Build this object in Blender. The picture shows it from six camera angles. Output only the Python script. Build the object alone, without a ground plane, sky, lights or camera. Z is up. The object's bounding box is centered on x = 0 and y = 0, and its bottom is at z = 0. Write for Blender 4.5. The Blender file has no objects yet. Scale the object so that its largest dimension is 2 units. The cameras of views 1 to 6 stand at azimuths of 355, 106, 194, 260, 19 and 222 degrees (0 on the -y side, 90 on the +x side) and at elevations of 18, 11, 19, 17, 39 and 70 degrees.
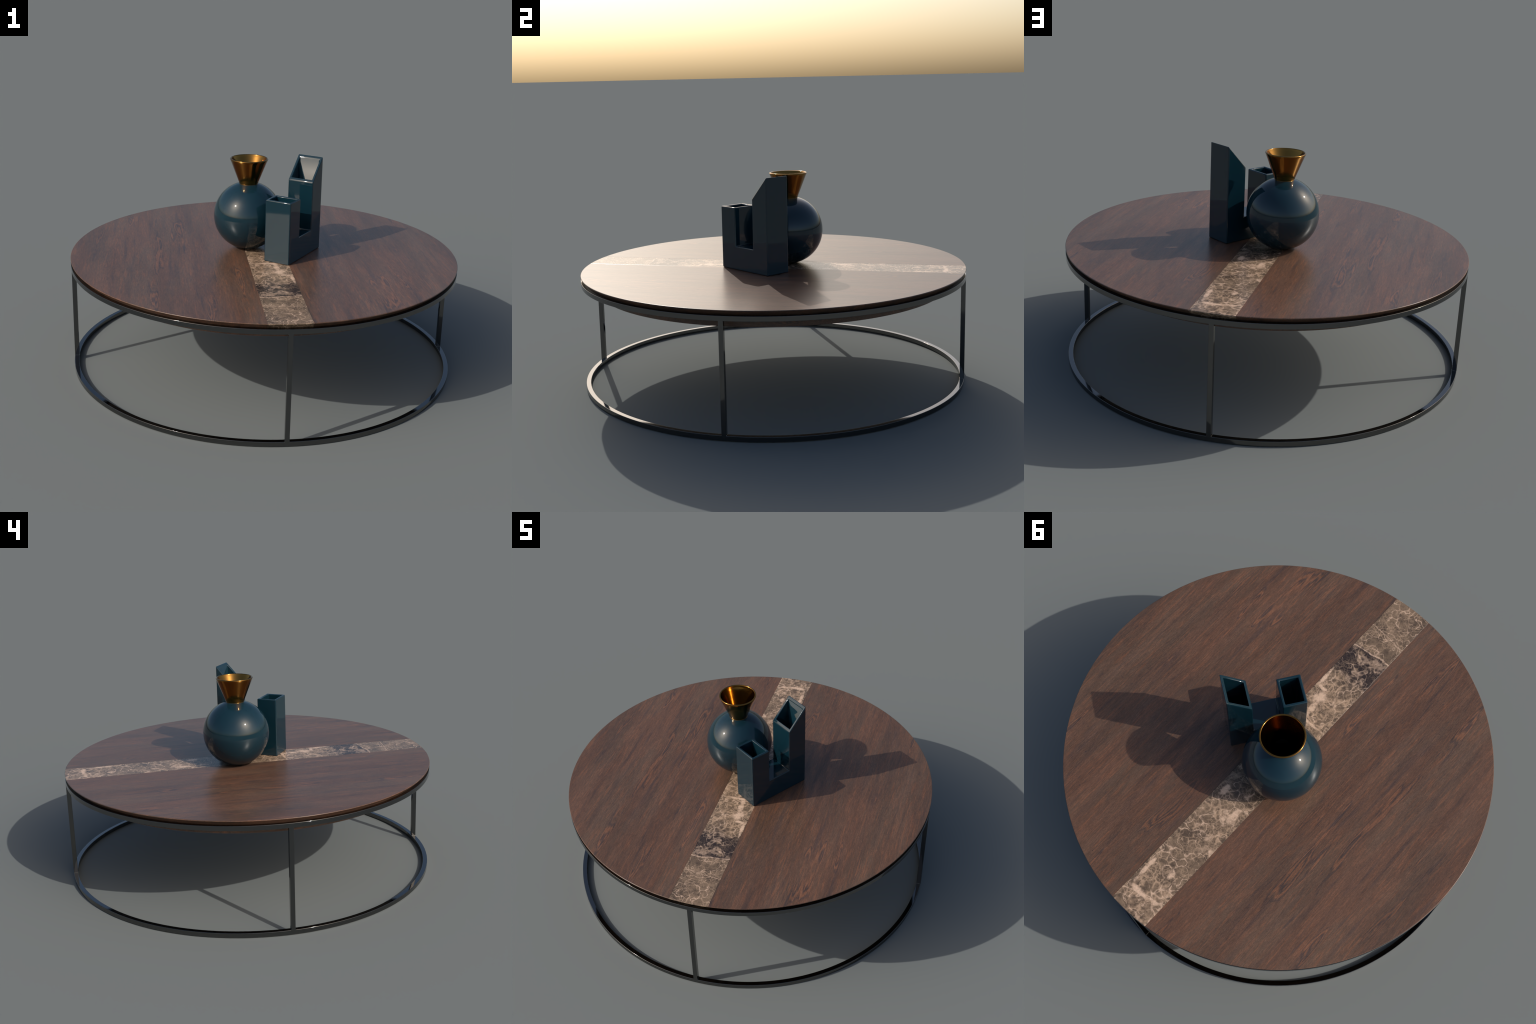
"""Round coffee table (dark wood with a marble inlay on a square-tube metal
frame) carrying a globe vase with a gold funnel neck and a U-shaped block vase."""
import bpy, bmesh, math
from mathutils import Vector, Matrix

SC = bpy.context.scene.collection
TURN = math.radians(2.05)          # the whole table is turned by two degrees

# ------------------------------------------------------------------ helpers
def link(ob, parent=None):
    SC.objects.link(ob)
    if parent is not None:
        ob.parent = parent
    return ob

def empty(name, loc=(0, 0, 0), rot=0.0, parent=None):
    ob = bpy.data.objects.new(name, None)
    ob.empty_display_size = 0.05
    ob.location = loc
    ob.rotation_euler = (0, 0, rot)
    return link(ob, parent)

def finish(bm, name, mat, parent=None, angle=35, loc=(0, 0, 0), rot=0.0, crisp=False):
    bmesh.ops.remove_doubles(bm, verts=bm.verts, dist=1e-6)
    bmesh.ops.recalc_face_normals(bm, faces=bm.faces)
    me = bpy.data.meshes.new(name)
    bm.to_mesh(me)
    bm.free()
    for p in me.polygons:
        p.use_smooth = True
    me.set_sharp_from_angle(angle=math.radians(angle))
    me.materials.append(mat)
    ob = bpy.data.objects.new(name, me)
    ob.location = loc
    ob.rotation_euler = (0, 0, rot)
    if crisp:                       # flat faces stay flat beside rounded edges
        m = ob.modifiers.new("face_weight", "WEIGHTED_NORMAL")
        m.mode, m.weight, m.keep_sharp = "FACE_AREA", 100, True
    return link(ob, parent)

def lathe(profile, steps=192, closed=False):
    """Revolve (radius, height) points about z."""
    bm = bmesh.new()
    rings = []
    for r, z in profile:
        if r < 1e-6:
            rings.append([bm.verts.new((0, 0, z))] * steps)
        else:
            rings.append([bm.verts.new((r * math.cos(k * math.tau / steps), r * math.sin(k * math.tau / steps), z)) for k in range(steps)])
    pairs = list(zip(rings, rings[1:])) + ([(rings[-1], rings[0])] if closed else [])
    for a, b in pairs:
        for k in range(steps):
            j = (k + 1) % steps
            q = []
            for v in (a[k], a[j], b[j], b[k]):
                if v not in q:
                    q.append(v)
            if len(q) > 2:
                bm.faces.new(q)
    return bm

def rounded_box_profile(r0, r1, z0, z1, c, n=3):
    """Closed (r, z) section of a square tube with rounded corners."""
    out = []
    for cx, cz, a0 in ((r1 - c, z0 + c, -90), (r1 - c, z1 - c, 0), (r0 + c, z1 - c, 90), (r0 + c, z0 + c, 180)):
        for k in range(n + 1):
            a = math.radians(a0 + 90 * k / n)
            out.append((cx + c * math.cos(a), cz + c * math.sin(a)))
    return out

def stack(layers, close=True):
    """Loft equal-length outlines [(x, y, z), ...] from bottom to top."""
    bm = bmesh.new()
    rows = [[bm.verts.new(p) for p in layer] for layer in layers]
    n = len(rows[0])
    for a, b in zip(rows, rows[1:]):
        for k in range(n):
            j = (k + 1) % n
            bm.faces.new((a[k], a[j], b[j], b[k]))
    bm.faces.new(rows[0][::-1])
    bm.faces.new(rows[-1])
    return bm

# ---------------------------------------------------------------- materials
class Nodes:
    def __init__(self, name):
        self.mat = bpy.data.materials.new(name)
        self.mat.use_nodes = True
        self.t = self.mat.node_tree
        self.bsdf = self.t.nodes["Principled BSDF"]

    def new(self, kind, **kw):
        n = self.t.nodes.new(kind)
        for k, v in kw.items():
            setattr(n, k, v)
        return n

    def put(self, sock, val):
        if hasattr(val, "is_output"):
            self.t.links.new(val, sock)
        else:
            sock.default_value = val

    def set(self, **kw):
        for k, v in kw.items():
            self.put(self.bsdf.inputs[k.replace("_", " ")], v)

    def coord(self, scale=(1, 1, 1), loc=(0, 0, 0), rot=(0, 0, 0), src=None):
        m = self.new("ShaderNodeMapping")
        self.put(m.inputs["Vector"], src if src is not None else self.new("ShaderNodeTexCoord").outputs["Object"])
        m.inputs["Scale"].default_value = scale
        m.inputs["Location"].default_value = loc
        m.inputs["Rotation"].default_value = rot
        return m.outputs[0]

    def noise(self, vec, scale=1.0, detail=3.0, rough=0.5, dist=0.0, color=False):
        n = self.new("ShaderNodeTexNoise")
        self.put(n.inputs["Vector"], vec)
        n.inputs["Scale"].default_value = scale
        n.inputs["Detail"].default_value = detail
        n.inputs["Roughness"].default_value = rough
        n.inputs["Distortion"].default_value = dist
        return n.outputs["Color" if color else "Fac"]

    def voronoi(self, vec, scale=1.0, feature="F1", rand=1.0, out="Distance"):
        n = self.new("ShaderNodeTexVoronoi", feature=feature)
        self.put(n.inputs["Vector"], vec)
        n.inputs["Scale"].default_value = scale
        n.inputs["Randomness"].default_value = rand
        return n.outputs[out]

    def math(self, op, a, b=0.0, c=0.0, clamp=False):
        n = self.new("ShaderNodeMath", operation=op, use_clamp=clamp)
        for s, v in zip(n.inputs, (a, b, c)):
            self.put(s, v)
        return n.outputs[0]

    def step(self, val, lo, hi, a=0.0, b=1.0):
        n = self.new("ShaderNodeMapRange", interpolation_type="SMOOTHSTEP")
        for s, v in zip(n.inputs, (val, lo, hi, a, b)):
            self.put(s, v)
        return n.outputs[0]

    def mix(self, fac, a, b, blend="MIX"):
        n = self.new("ShaderNodeMix", data_type="RGBA", blend_type=blend)
        self.put(n.inputs[0], fac)
        self.put(n.inputs[6], a)
        self.put(n.inputs[7], b)
        return n.outputs[2]

    def shift(self, vec, by, amount):
        """vec + (by - 0.5) * amount"""
        s = self.new("ShaderNodeVectorMath", operation="SUBTRACT")
        self.put(s.inputs[0], by)
        s.inputs[1].default_value = (0.5, 0.5, 0.5)
        m = self.new("ShaderNodeVectorMath", operation="MULTIPLY_ADD")
        self.put(m.inputs[0], s.outputs[0])
        m.inputs[1].default_value = (amount,) * 3 if isinstance(amount, (int, float)) else amount
        self.put(m.inputs[2], vec)
        return m.outputs[0]

    def bump(self, height, strength=0.1, distance=0.001):
        n = self.new("ShaderNodeBump")
        n.inputs["Strength"].default_value = strength
        n.inputs["Distance"].default_value = distance
        self.put(n.inputs["Height"], height)
        self.put(self.bsdf.inputs["Normal"], n.outputs[0])

def srgb(r, g, b):
    f = lambda c: (c / 255 / 12.92) if c / 255 <= 0.04045 else ((c / 255 + 0.055) / 1.055) ** 2.4
    return (f(r), f(g), f(b), 1.0)

def wood():
    """Dark walnut, straight fine grain along local y."""
    n = Nodes("walnut_wood")
    p = n.coord()
    wob = n.noise(n.coord((4, 1.1, 4)), 1.0, 2, color=True)
    g = n.shift(p, wob, (0.035, 0.0, 0.0))
    broad = n.noise(n.coord((7, 1.2, 7), (3.1, 0.4, 0), src=g), 1.0, 3, 0.55)
    streak = n.noise(n.coord((40, 2.4, 40), (0.7, 5.2, 0), src=g), 1.0, 5, 0.60)
    rust = n.noise(n.coord((120, 8.5, 120), (6.1, 1.3, 0), src=g), 1.0, 4, 0.62)
    fibre = n.noise(n.coord((260, 22, 260), (1.7, 0.2, 0), src=g), 1.0, 4, 0.65)
    grit = n.noise(n.coord((420, 170, 420)), 1.0, 2, 0.6)
    brown = (0.1110, 0.0590, 0.0380, 1)
    grey = (0.1060, 0.0640, 0.0430, 1)
    rusty = (0.1750, 0.0780, 0.0430, 1)
    slate = (0.0520, 0.0370, 0.0340, 1)
    orange = (0.2050, 0.0900, 0.0480, 1)
    col = n.mix(n.step(broad, 0.38, 0.62), brown, grey)
    col = n.mix(n.math("MULTIPLY", n.step(rust, 0.45, 0.66), n.step(streak, 0.40, 0.62, 0.25, 0.85)), col, rusty)
    # slate coloured bands that follow the grain
    col = n.mix(n.math("MULTIPLY", n.step(streak, 0.47, 0.32), n.step(broad, 0.70, 0.35, 0.20, 0.58)), col, slate)
    # cathedral figure: contour lines of a long narrow field, only in a few places
    field = n.noise(n.coord((16.0, 1.9, 16.0), (9.3, 2.2, 0), src=g), 1.0, 1.5, 0.4)
    field = n.math("ADD", field, n.math("MULTIPLY", n.math("SUBTRACT", rust, 0.5), 0.09))
    lines = n.math("SINE", n.math("MULTIPLY", field, 105.0))
    place = n.math("MULTIPLY", n.step(field, 0.60, 0.66), n.step(n.noise(n.coord((3.6, 1.6, 3.6), (4.4, 7.9, 0)), 1.0, 2, 0.5), 0.40, 0.54))
    col = n.mix(n.math("MULTIPLY", n.math("MULTIPLY", n.step(lines, 0.1, 0.9), place), 0.65), col, orange)
    col = n.mix(n.math("MULTIPLY", n.math("MULTIPLY", n.step(lines, -0.3, -0.95), place), 0.75), col, slate)
    # broken orange flecks drawn out along the grain
    fleck = n.noise(n.coord((80, 5.0, 80), (2.9, 8.1, 0), src=g), 1.0, 6, 0.68)
    spots = n.step(n.noise(n.coord((8, 2.2, 8), (5.5, 3.3, 0)), 1.0, 2, 0.5), 0.52, 0.66)
    col = n.mix(n.math("MULTIPLY", n.math("MULTIPLY", n.step(fleck, 0.56, 0.68), spots), 0.5), col, orange)
    col = n.mix(n.math("MULTIPLY", n.math("MULTIPLY", n.step(fleck, 0.45, 0.36), spots), 0.6), col, slate)
    # fine grit and tonal drift
    val = n.math("MULTIPLY", n.step(grit, 0.25, 0.75, 0.80, 1.20), n.step(fibre, 0.25, 0.75, 0.78, 1.22))
    drift = n.noise(n.coord((13, 1.6, 13), (8.2, 6.6, 0), src=g), 1.0, 3, 0.6)
    val = n.math("MULTIPLY", val, n.step(drift, 0.30, 0.70, 0.85, 1.14))
    hsv = n.new("ShaderNodeHueSaturation")
    n.put(hsv.inputs["Color"], col)
    n.put(hsv.inputs["Value"], val)
    # short broken dark flecks, then scattered round pores
    short = n.noise(n.coord((210, 38, 210), (4.9, 0.8, 0), src=g), 1.0, 3, 0.6)
    flk = n.math("MULTIPLY", n.step(short, 0.60, 0.70), n.step(drift, 0.62, 0.42, 0.25, 0.8))
    pores = n.voronoi(n.coord((26, 14, 26), (0.3, 0.1, 0)), 1.0)
    pore = n.math("MULTIPLY", n.step(pores, 0.06, 0.03), n.step(n.noise(n.coord((5, 5, 5)), 1.0, 1), 0.45, 0.6))
    col = n.mix(flk, hsv.outputs[0], slate)
    col = n.mix(n.math("MULTIPLY", pore, 0.75), col, (0.02, 0.014, 0.012, 1))
    n.set(Base_Color=col, Roughness=0.31)
    n.bump(n.math("ADD", fibre, n.math("MULTIPLY", grit, 0.4)), 0.02, 0.0003)
    return n.mat

def marble():
    """Brown veined marble, strip runs along local y from -1 to 1."""
    n = Nodes("brown_marble")
    p = n.coord()
    w1 = n.noise(p, 9.0, 4, 0.6, color=True)
    w2 = n.noise(p, 34.0, 4, 0.6, color=True)
    q = n.shift(p, w1, 0.07)
    q = n.shift(q, w2, 0.007)
    r = n.shift(p, w2, 0.013)
    xyz = n.new("ShaderNodeSeparateXYZ")
    n.put(xyz.inputs[0], r)
    x, y = xyz.outputs["X"], xyz.outputs["Y"]
    wavy = n.new("ShaderNodeSeparateXYZ")
    n.put(wavy.inputs[0], n.shift(r, w1, 0.045))
    xw, yw = wavy.outputs["X"], wavy.outputs["Y"]
    def ridge(vec, scale, detail, sharp):
        v = n.noise(vec, scale, detail, 0.55)
        return n.step(n.math("ABSOLUTE", n.math("SUBTRACT", v, 0.5)), sharp, 0.0)
    def zone(a, b, c, d):
        return n.math("MULTIPLY", n.step(y, a, b), n.step(y, d, c))
    def both(a, b):
        return n.math("MULTIPLY", a, b)
    mott = n.noise(r, 40.0, 5, 0.6)
    fine = n.noise(p, 150.0, 3, 0.6)
    cloud = n.noise(q, 10.0, 3, 0.5)
    vary = n.noise(p, 12.0, 3, 0.55)
    deep = (0.092, 0.063, 0.043, 1)
    mid = (0.205, 0.140, 0.092, 1)
    tan = (0.480, 0.325, 0.215, 1)
    dark = (0.032, 0.022, 0.019, 1)
    cream = (0.660, 0.460, 0.330, 1)
    # tonal zones along the strip: pale (thick cream netting) and night (almost black)
    pale = n.math("ADD", zone(-0.52, -0.42, -0.12, -0.02), n.math("MULTIPLY", zone(0.26, 0.34, 0.48, 0.62), 0.85))
    pale = n.math("ADD", pale, n.step(y, 0.66, 0.82), clamp=True)
    night = both(both(n.step(yw, -0.684, -0.668), n.step(y, -0.43, -0.54)), n.step(cloud, 0.74, 0.58))
    night = n.math("MAXIMUM", night, n.math("MULTIPLY", zone(0.10, 0.19, 0.25, 0.31), 0.45))
    col = n.mix(n.step(n.math("MULTIPLY_ADD", cloud, 0.5, n.math("MULTIPLY", mott, 0.5)), 0.38, 0.62), deep, mid)
    col = n.mix(both(night, n.step(mott, 0.70, 0.56)), col, dark)
    # netting: rounded cells with soft borders; borders swell in the pale zones
    cells = n.voronoi(q, 27.0, "DISTANCE_TO_EDGE")
    wide = n.math("MULTIPLY", n.math("MULTIPLY_ADD", pale, 0.15, 0.06), n.step(vary, 0.3, 0.7, 0.4, 1.5))
    gone = n.step(n.noise(p, 19.0, 2, 0.5), 0.40, 0.56, 0.10, 1.0)
    net = both(both(n.step(cells, wide, 0.0), gone), n.step(mott, 0.32, 0.52, 0.35, 1.0))
    col = n.mix(n.math("MULTIPLY", net, n.math("ADD", n.math("MULTIPLY_ADD", night, -0.30, 0.55), n.math("MULTIPLY", pale, 0.25))), col, tan)
    small = n.voronoi(q, 64.0, "DISTANCE_TO_EDGE")
    col = n.mix(n.math("MULTIPLY", both(n.step(small, 0.14, 0.0), n.step(vary, 0.62, 0.42)), n.math("ADD", n.math("MULTIPLY_ADD", night, -0.15, 0.30), n.math("MULTIPLY", pale, 0.18))), col, tan)
    # thin filaments
    soft = n.shift(p, w1, 0.05)
    fil = n.math("MAXIMUM", ridge(soft, 9.0, 1, 0.014), ridge(n.coord((1, 1, 1), (3.1, 1.7, 0.4), src=soft), 15.0, 1, 0.016))
    col = n.mix(n.math("MULTIPLY", both(both(fil, n.step(mott, 0.36, 0.56, 0.25, 1.0)), n.step(vary, 0.36, 0.54, 0.3, 1.0)), n.math("MULTIPLY_ADD", night, -0.3, 0.80)), col, cream)
    # cream pools, ragged by a high-frequency field
    ragged = n.math("ADD", n.noise(q, 13.0, 3, 0.6), n.math("MULTIPLY", n.math("SUBTRACT", mott, 0.5), 0.45))
    pool = n.math("MULTIPLY", n.step(ragged, 0.56, 0.70), n.math("MULTIPLY_ADD", pale, 0.72, 0.05))
    pool = n.math("MAXIMUM", pool, n.math("MULTIPLY", both(n.step(ragged, 0.52, 0.64), night), 0.38))
    def spot(cx, cy, rx, ry):
        dx = n.math("DIVIDE", n.math("SUBTRACT", x, cx), rx)
        dy = n.math("DIVIDE", n.math("SUBTRACT", y, cy), ry)
        d = n.math("ADD", n.math("MULTIPLY", dx, dx), n.math("MULTIPLY", dy, dy))
        return n.step(n.math("ADD", d, n.math("MULTIPLY", n.math("SUBTRACT", mott, 0.5), 5.0)), 1.6, 0.0)
    for s in ((0.035, -0.335, 0.027, 0.036), (0.030, -0.265, 0.013, 0.055), (0.088, -0.43, 0.009, 0.055), (0.060, -0.385, 0.036, 0.009), (0.0, -0.205, 0.080, 0.007),
              (-0.055, 0.37, 0.018, 0.04), (0.060, 0.30, 0.016, 0.03), (0.075, 0.80, 0.010, 0.07), (-0.03, 0.75, 0.016, 0.02), (0.03, 0.90, 0.05, 0.012)):
        pool = n.math("MAXIMUM", pool, n.math("MULTIPLY", spot(*s), 0.92))
    col = n.mix(pool, col, cream)
    # the long vein that closes the dark zone, and thinner ones
    for y0, k, w, amt in ((-0.674, 0.10, 0.0055, 0.72), (-0.80, -0.10, 0.0030, 0.50), (-0.84, 0.9, 0.003, 0.25), (0.90, 0.25, 0.004, 0.6)):
        d = n.math("ABSOLUTE", n.math("SUBTRACT", n.math("SUBTRACT", yw, y0), n.math("MULTIPLY", xw, k)))
        col = n.mix(n.math("MULTIPLY", n.math("MULTIPLY", n.step(d, w, w * 0.2), n.step(mott, 0.3, 0.5, 0.3, 1.0)), amt), col, cream)
    hsv = n.new("ShaderNodeHueSaturation")
    n.put(hsv.inputs["Color"], col)
    n.put(hsv.inputs["Value"], n.step(fine, 0.3, 0.7, 0.90, 1.10))
    n.set(Base_Color=hsv.outputs[0], Roughness=0.26)
    return n.mat

def chrome():
    n = Nodes("black_nickel")
    n.set(Base_Color=(0.150, 0.150, 0.148, 1), Metallic=1.0, Roughness=0.06)
    return n.mat

def glaze():
    n = Nodes("teal_glaze")
    n.set(Base_Color=(0.0050, 0.0235, 0.0350, 1), Roughness=0.05, IOR=1.55)
    return n.mat

def gold():
    n = Nodes("polished_gold")
    soft = n.noise(n.coord((6, 6, 2)), 4.0, 2)
    n.set(Base_Color=(0.265, 0.134, 0.032, 1), Metallic=1.0, Roughness=n.step(soft, 0.3, 0.7, 0.12, 0.16))
    return n.mat

WOOD, MARBLE, METAL, GLAZE, GOLD = wood(), marble(), chrome(), glaze(), gold()

# ------------------------------------------------------------------- table
TOP_Z = 0.592
RING = 0.0235
table = empty("coffee_table", rot=TURN)
table["label"] = "round dark wood coffee table, marble strip, metal ring base"
table["category"] = "coffee table"

# top edge, undercut by a wide chamfer: (inset from the rim, inset from the joint, height)
EDGE = [(0.0215, 0.0, 0.5655), (0.0010, 0.0, 0.5872), (0.0002, 0.0, 0.5882), (0.0, 0.0, 0.5893),
        (0.0004, 0.0, 0.5906), (0.0014, 0.0005, 0.5915), (0.0028, 0.0013, 0.5920)]
SEAM_L, SEAM_R, GAP = -0.1015, 0.0990, 0.00008

def arc(r, a0, a1, n):
    return [(r * math.cos(a0 + (a1 - a0) * k / n), r * math.sin(a0 + (a1 - a0) * k / n)) for k in range(n + 1)]

def panel_outline(x, inset_r, inset_s, n=180):
    """Disc segment on the far side of the joint at x."""
    r = 1.0 - inset_r
    if x > 0:
        a = math.acos((x + inset_s) / r)
        return arc(r, -a, a, n)
    a = math.acos((x - inset_s) / r)
    return arc(r, a, math.tau - a, n)

def inlay_outline(inset_r, inset_s, n=24):
    r, x0, x1 = 1.0 - inset_r, SEAM_L + GAP + inset_s, SEAM_R - GAP - inset_s
    return arc(r, math.acos(x1 / r), math.acos(x0 / r), n) + arc(r, -math.acos(x0 / r), -math.acos(x1 / r), n)

for seam in (SEAM_L - GAP, SEAM_R + GAP):
    finish(stack([[(px, py, z) for px, py in panel_outline(seam, ir, 0.0)] for ir, js, z in EDGE]), "wooden_panel", WOOD, table, 40, crisp=True)
finish(stack([[(px, py, z) for px, py in inlay_outline(ir, js)] for ir, js, z in EDGE]), "marble_inlay", MARBLE, table, 40, crisp=True)

apron = finish(lathe([(0, 0.494), (0.9035, 0.494), (0.905, 0.4955), (0.905, 0.5662), (0, 0.5662)], 256), "apron", WOOD, table, crisp=True)

frame = empty("metal_frame", parent=table)
RIM = 0.9998
for z0 in (0.5425, 0.0):
    finish(lathe(rounded_box_profile(RIM - RING, RIM, z0, z0 + RING, 0.0014), 256, closed=True), "frame_ring", METAL, frame, 40, crisp=True)

def leg_mesh():
    """Square tube with rounded edges and a small weld fillet at each end."""
    def section(grow, z):
        w, c, m = 0.0110 + grow, 0.0014, 3
        x0, x1 = RIM - RING + 0.0004 - grow, 1.0
        pts = []
        for cx, cy, a0 in ((x1 - c, -w + c, -90), (x1 - c, w - c, 0), (x0 + c, w - c, 90), (x0 + c, -w + c, 180)):
            for k in range(m + 1):
                a = math.radians(a0 + 90 * k / m)
                pts.append((cx + c * math.cos(a), cy + c * math.sin(a), z))
        return pts
    lo, hi = RING, 0.5425
    fil = [(0.0018, 0.0), (0.0008, 0.0004), (0.0003, 0.0010), (0.0, 0.0020)]
    rows = [section(0.0, 0.002), section(0.0, lo - 0.0012)] + [section(g, lo - 0.0006 + d) for g, d in fil]
    rows += [section(g, hi + 0.0006 - d) for g, d in fil[::-1]] + [section(0.0, hi + 0.0012), section(0.0, hi + RING - 0.002)]
    return stack(rows)

first = finish(leg_mesh(), "leg", METAL, frame, 40, crisp=True)
for k in (1, 2, 3):
    ob = first.copy()
    ob.rotation_euler = (0, 0, k * math.pi / 2)
    link(ob, frame)

# -------------------------------------------------------------- globe vase
globe = empty("globe_vase", (-0.0842, 0.0684, TOP_Z))
globe["label"] = "round teal glazed vase with gold funnel neck"
globe["category"] = "vase"

R, CZ = 0.179, 0.768 - TOP_Z
NECK_R, NECK_Z, LIP_R, LIP_Z = 0.0485, 0.940 - TOP_Z, 0.0987, 1.0690 - TOP_Z
body = []
a0 = math.asin((0.0003 - CZ) / R)                   # where the globe meets the table
a1 = math.acos(0.0460 / R)
body.append((0.0, 0.0003))
for k in range(97):
    a = a0 + (a1 - a0) * k / 96
    body.append((R * math.cos(a), CZ + R * math.sin(a)))
Ri = R - 0.009
b1 = math.acos(0.0450 / Ri)
for k in range(49):
    a = b1 + (-math.pi / 2 - b1) * k / 48
    body.append((max(Ri * math.cos(a), 0.0), CZ + Ri * math.sin(a)))
body[-1] = (0.0, body[-1][1])
finish(lathe(body), "vase_body", GLAZE, globe, 40)

lip = 0.0040
neck = [(0.0425, NECK_Z - 0.024), (0.0440, NECK_Z - 0.024), (0.0445, NECK_Z - 0.003), (NECK_R - 0.001, NECK_Z - 0.003)]
for k in range(7):                                   # small bead where neck meets globe
    a = math.radians(-70 + 140 * k / 6)
    neck.append((NECK_R + 0.0014 * math.cos(a), NECK_Z + 0.0012 * math.sin(a)))
steps = 12
for k in range(1, steps + 1):
    t = k / steps
    neck.append((NECK_R + (LIP_R - NECK_R) * t, NECK_Z + 0.0016 + (LIP_Z - NECK_Z - 0.0016) * t))
for k in range(1, 9):                                # rolled lip
    a = math.radians(-20 + 200 * k / 8)
    neck.append((LIP_R - lip + lip * math.cos(a), LIP_Z + lip * math.sin(a)))
inner = LIP_R - 2 * lip
for k in range(1, steps + 1):
    t = k / steps
    neck.append((inner + (0.0420 - inner) * t, LIP_Z + (NECK_Z - 0.003 - LIP_Z) * t))
neck += [(0.0418, NECK_Z - 0.022)]
finish(lathe(neck, closed=True), "vase_neck", GOLD, globe, 50)

# -------------------------------------------------------------- block vase
LEN, WID = 0.3575, 0.1415
TOWER, WALL = 0.1115, 0.0130
HEADING = math.radians(56.8)
FLOOR, SHORT, TALL_LO, TALL_HI = 0.715 - TOP_Z, 0.915 - TOP_Z, 0.9690 - TOP_Z, 1.0855 - TOP_Z

def prism(profile, y0, y1):
    bm = bmesh.new()
    lo = [bm.verts.new((l, y0, z)) for l, z in profile]
    hi = [bm.verts.new((l, y1, z)) for l, z in profile]
    n = len(profile)
    for k in range(n):
        j = (k + 1) % n
        bm.faces.new((lo[k], lo[j], hi[j], hi[k]))
    bm.faces.new(lo[::-1])
    bm.faces.new(hi)
    bmesh.ops.recalc_face_normals(bm, faces=bm.faces)
    me = bpy.data.meshes.new("shape")
    bm.to_mesh(me)
    bm.free()
    return link(bpy.data.objects.new("shape", me))

solid = prism([(0, 0.0004), (LEN, 0.0004), (LEN, TALL_HI), (LEN - TOWER, TALL_LO), (LEN - TOWER, FLOOR), (TOWER, FLOOR), (TOWER, SHORT), (0, SHORT)], 0, WID)
cutters = []
for l0, top in ((0.0, SHORT), (LEN - TOWER, TALL_HI)):
    cutters.append(prism([(l0 + WALL, 0.03), (l0 + TOWER - WALL, 0.03), (l0 + TOWER - WALL, top + 0.1), (l0 + WALL, top + 0.1)], WALL, WID - WALL))
for c in cutters:
    m = solid.modifiers.new("cut", "BOOLEAN")
    m.operation, m.solver, m.object = "DIFFERENCE", "EXACT", c
m = solid.modifiers.new("round", "BEVEL")
m.width, m.segments, m.limit_method, m.angle_limit = 0.0055, 5, "ANGLE", math.radians(30)
bpy.context.view_layer.update()
me = bpy.data.meshes.new_from_object(solid.evaluated_get(bpy.context.evaluated_depsgraph_get()))
for ob in cutters + [solid]:
    bpy.data.objects.remove(ob)
bm = bmesh.new()
bm.from_mesh(me)
bpy.data.meshes.remove(me)
block = finish(bm, "block_vase", GLAZE, None, 30, (0.1035, -0.2447, TOP_Z), HEADING, crisp=True)
# The sloping mouth of the tall tower: its back wall is flat;
# its shading normals are tilted upward to put a bright sky reflection there.
block.modifiers.clear()
bme = block.data
wall = Vector((-1, 0, 0))
lean = Vector((-1, 0, 0.62)).normalized()
big = {p.index for p in bme.polygons if p.area > 4e-4}
flat = {}
for i in big:
    for v in bme.polygons[i].vertices:
        flat.setdefault(v, Vector()).__iadd__(bme.polygons[i].normal)
nrm = [None] * len(bme.loops)
for i in big:
    p = bme.polygons[i]
    if p.normal.dot(wall) > 0.99 and p.center.x > LEN - 0.02:
        for v in p.vertices:
            flat[v] = lean.copy() if bme.vertices[v].co.z > 0.3 else wall.copy()
for p in bme.polygons:
    back = p.index in big and p.normal.dot(wall) > 0.99 and p.center.x > LEN - 0.02
    for li in p.loop_indices:
        v = bme.loops[li].vertex_index
        if back:
            nrm[li] = lean if bme.vertices[v].co.z > 0.3 else wall
        elif p.index in big:
            nrm[li] = p.normal.copy()
        else:
            nrm[li] = flat[v].normalized() if v in flat and flat[v].length > 0.1 else bme.vertices[v].normal.copy()
bme.normals_split_custom_set(nrm)
block["label"] = "angular teal glazed vase with two square towers"
block["category"] = "vase"
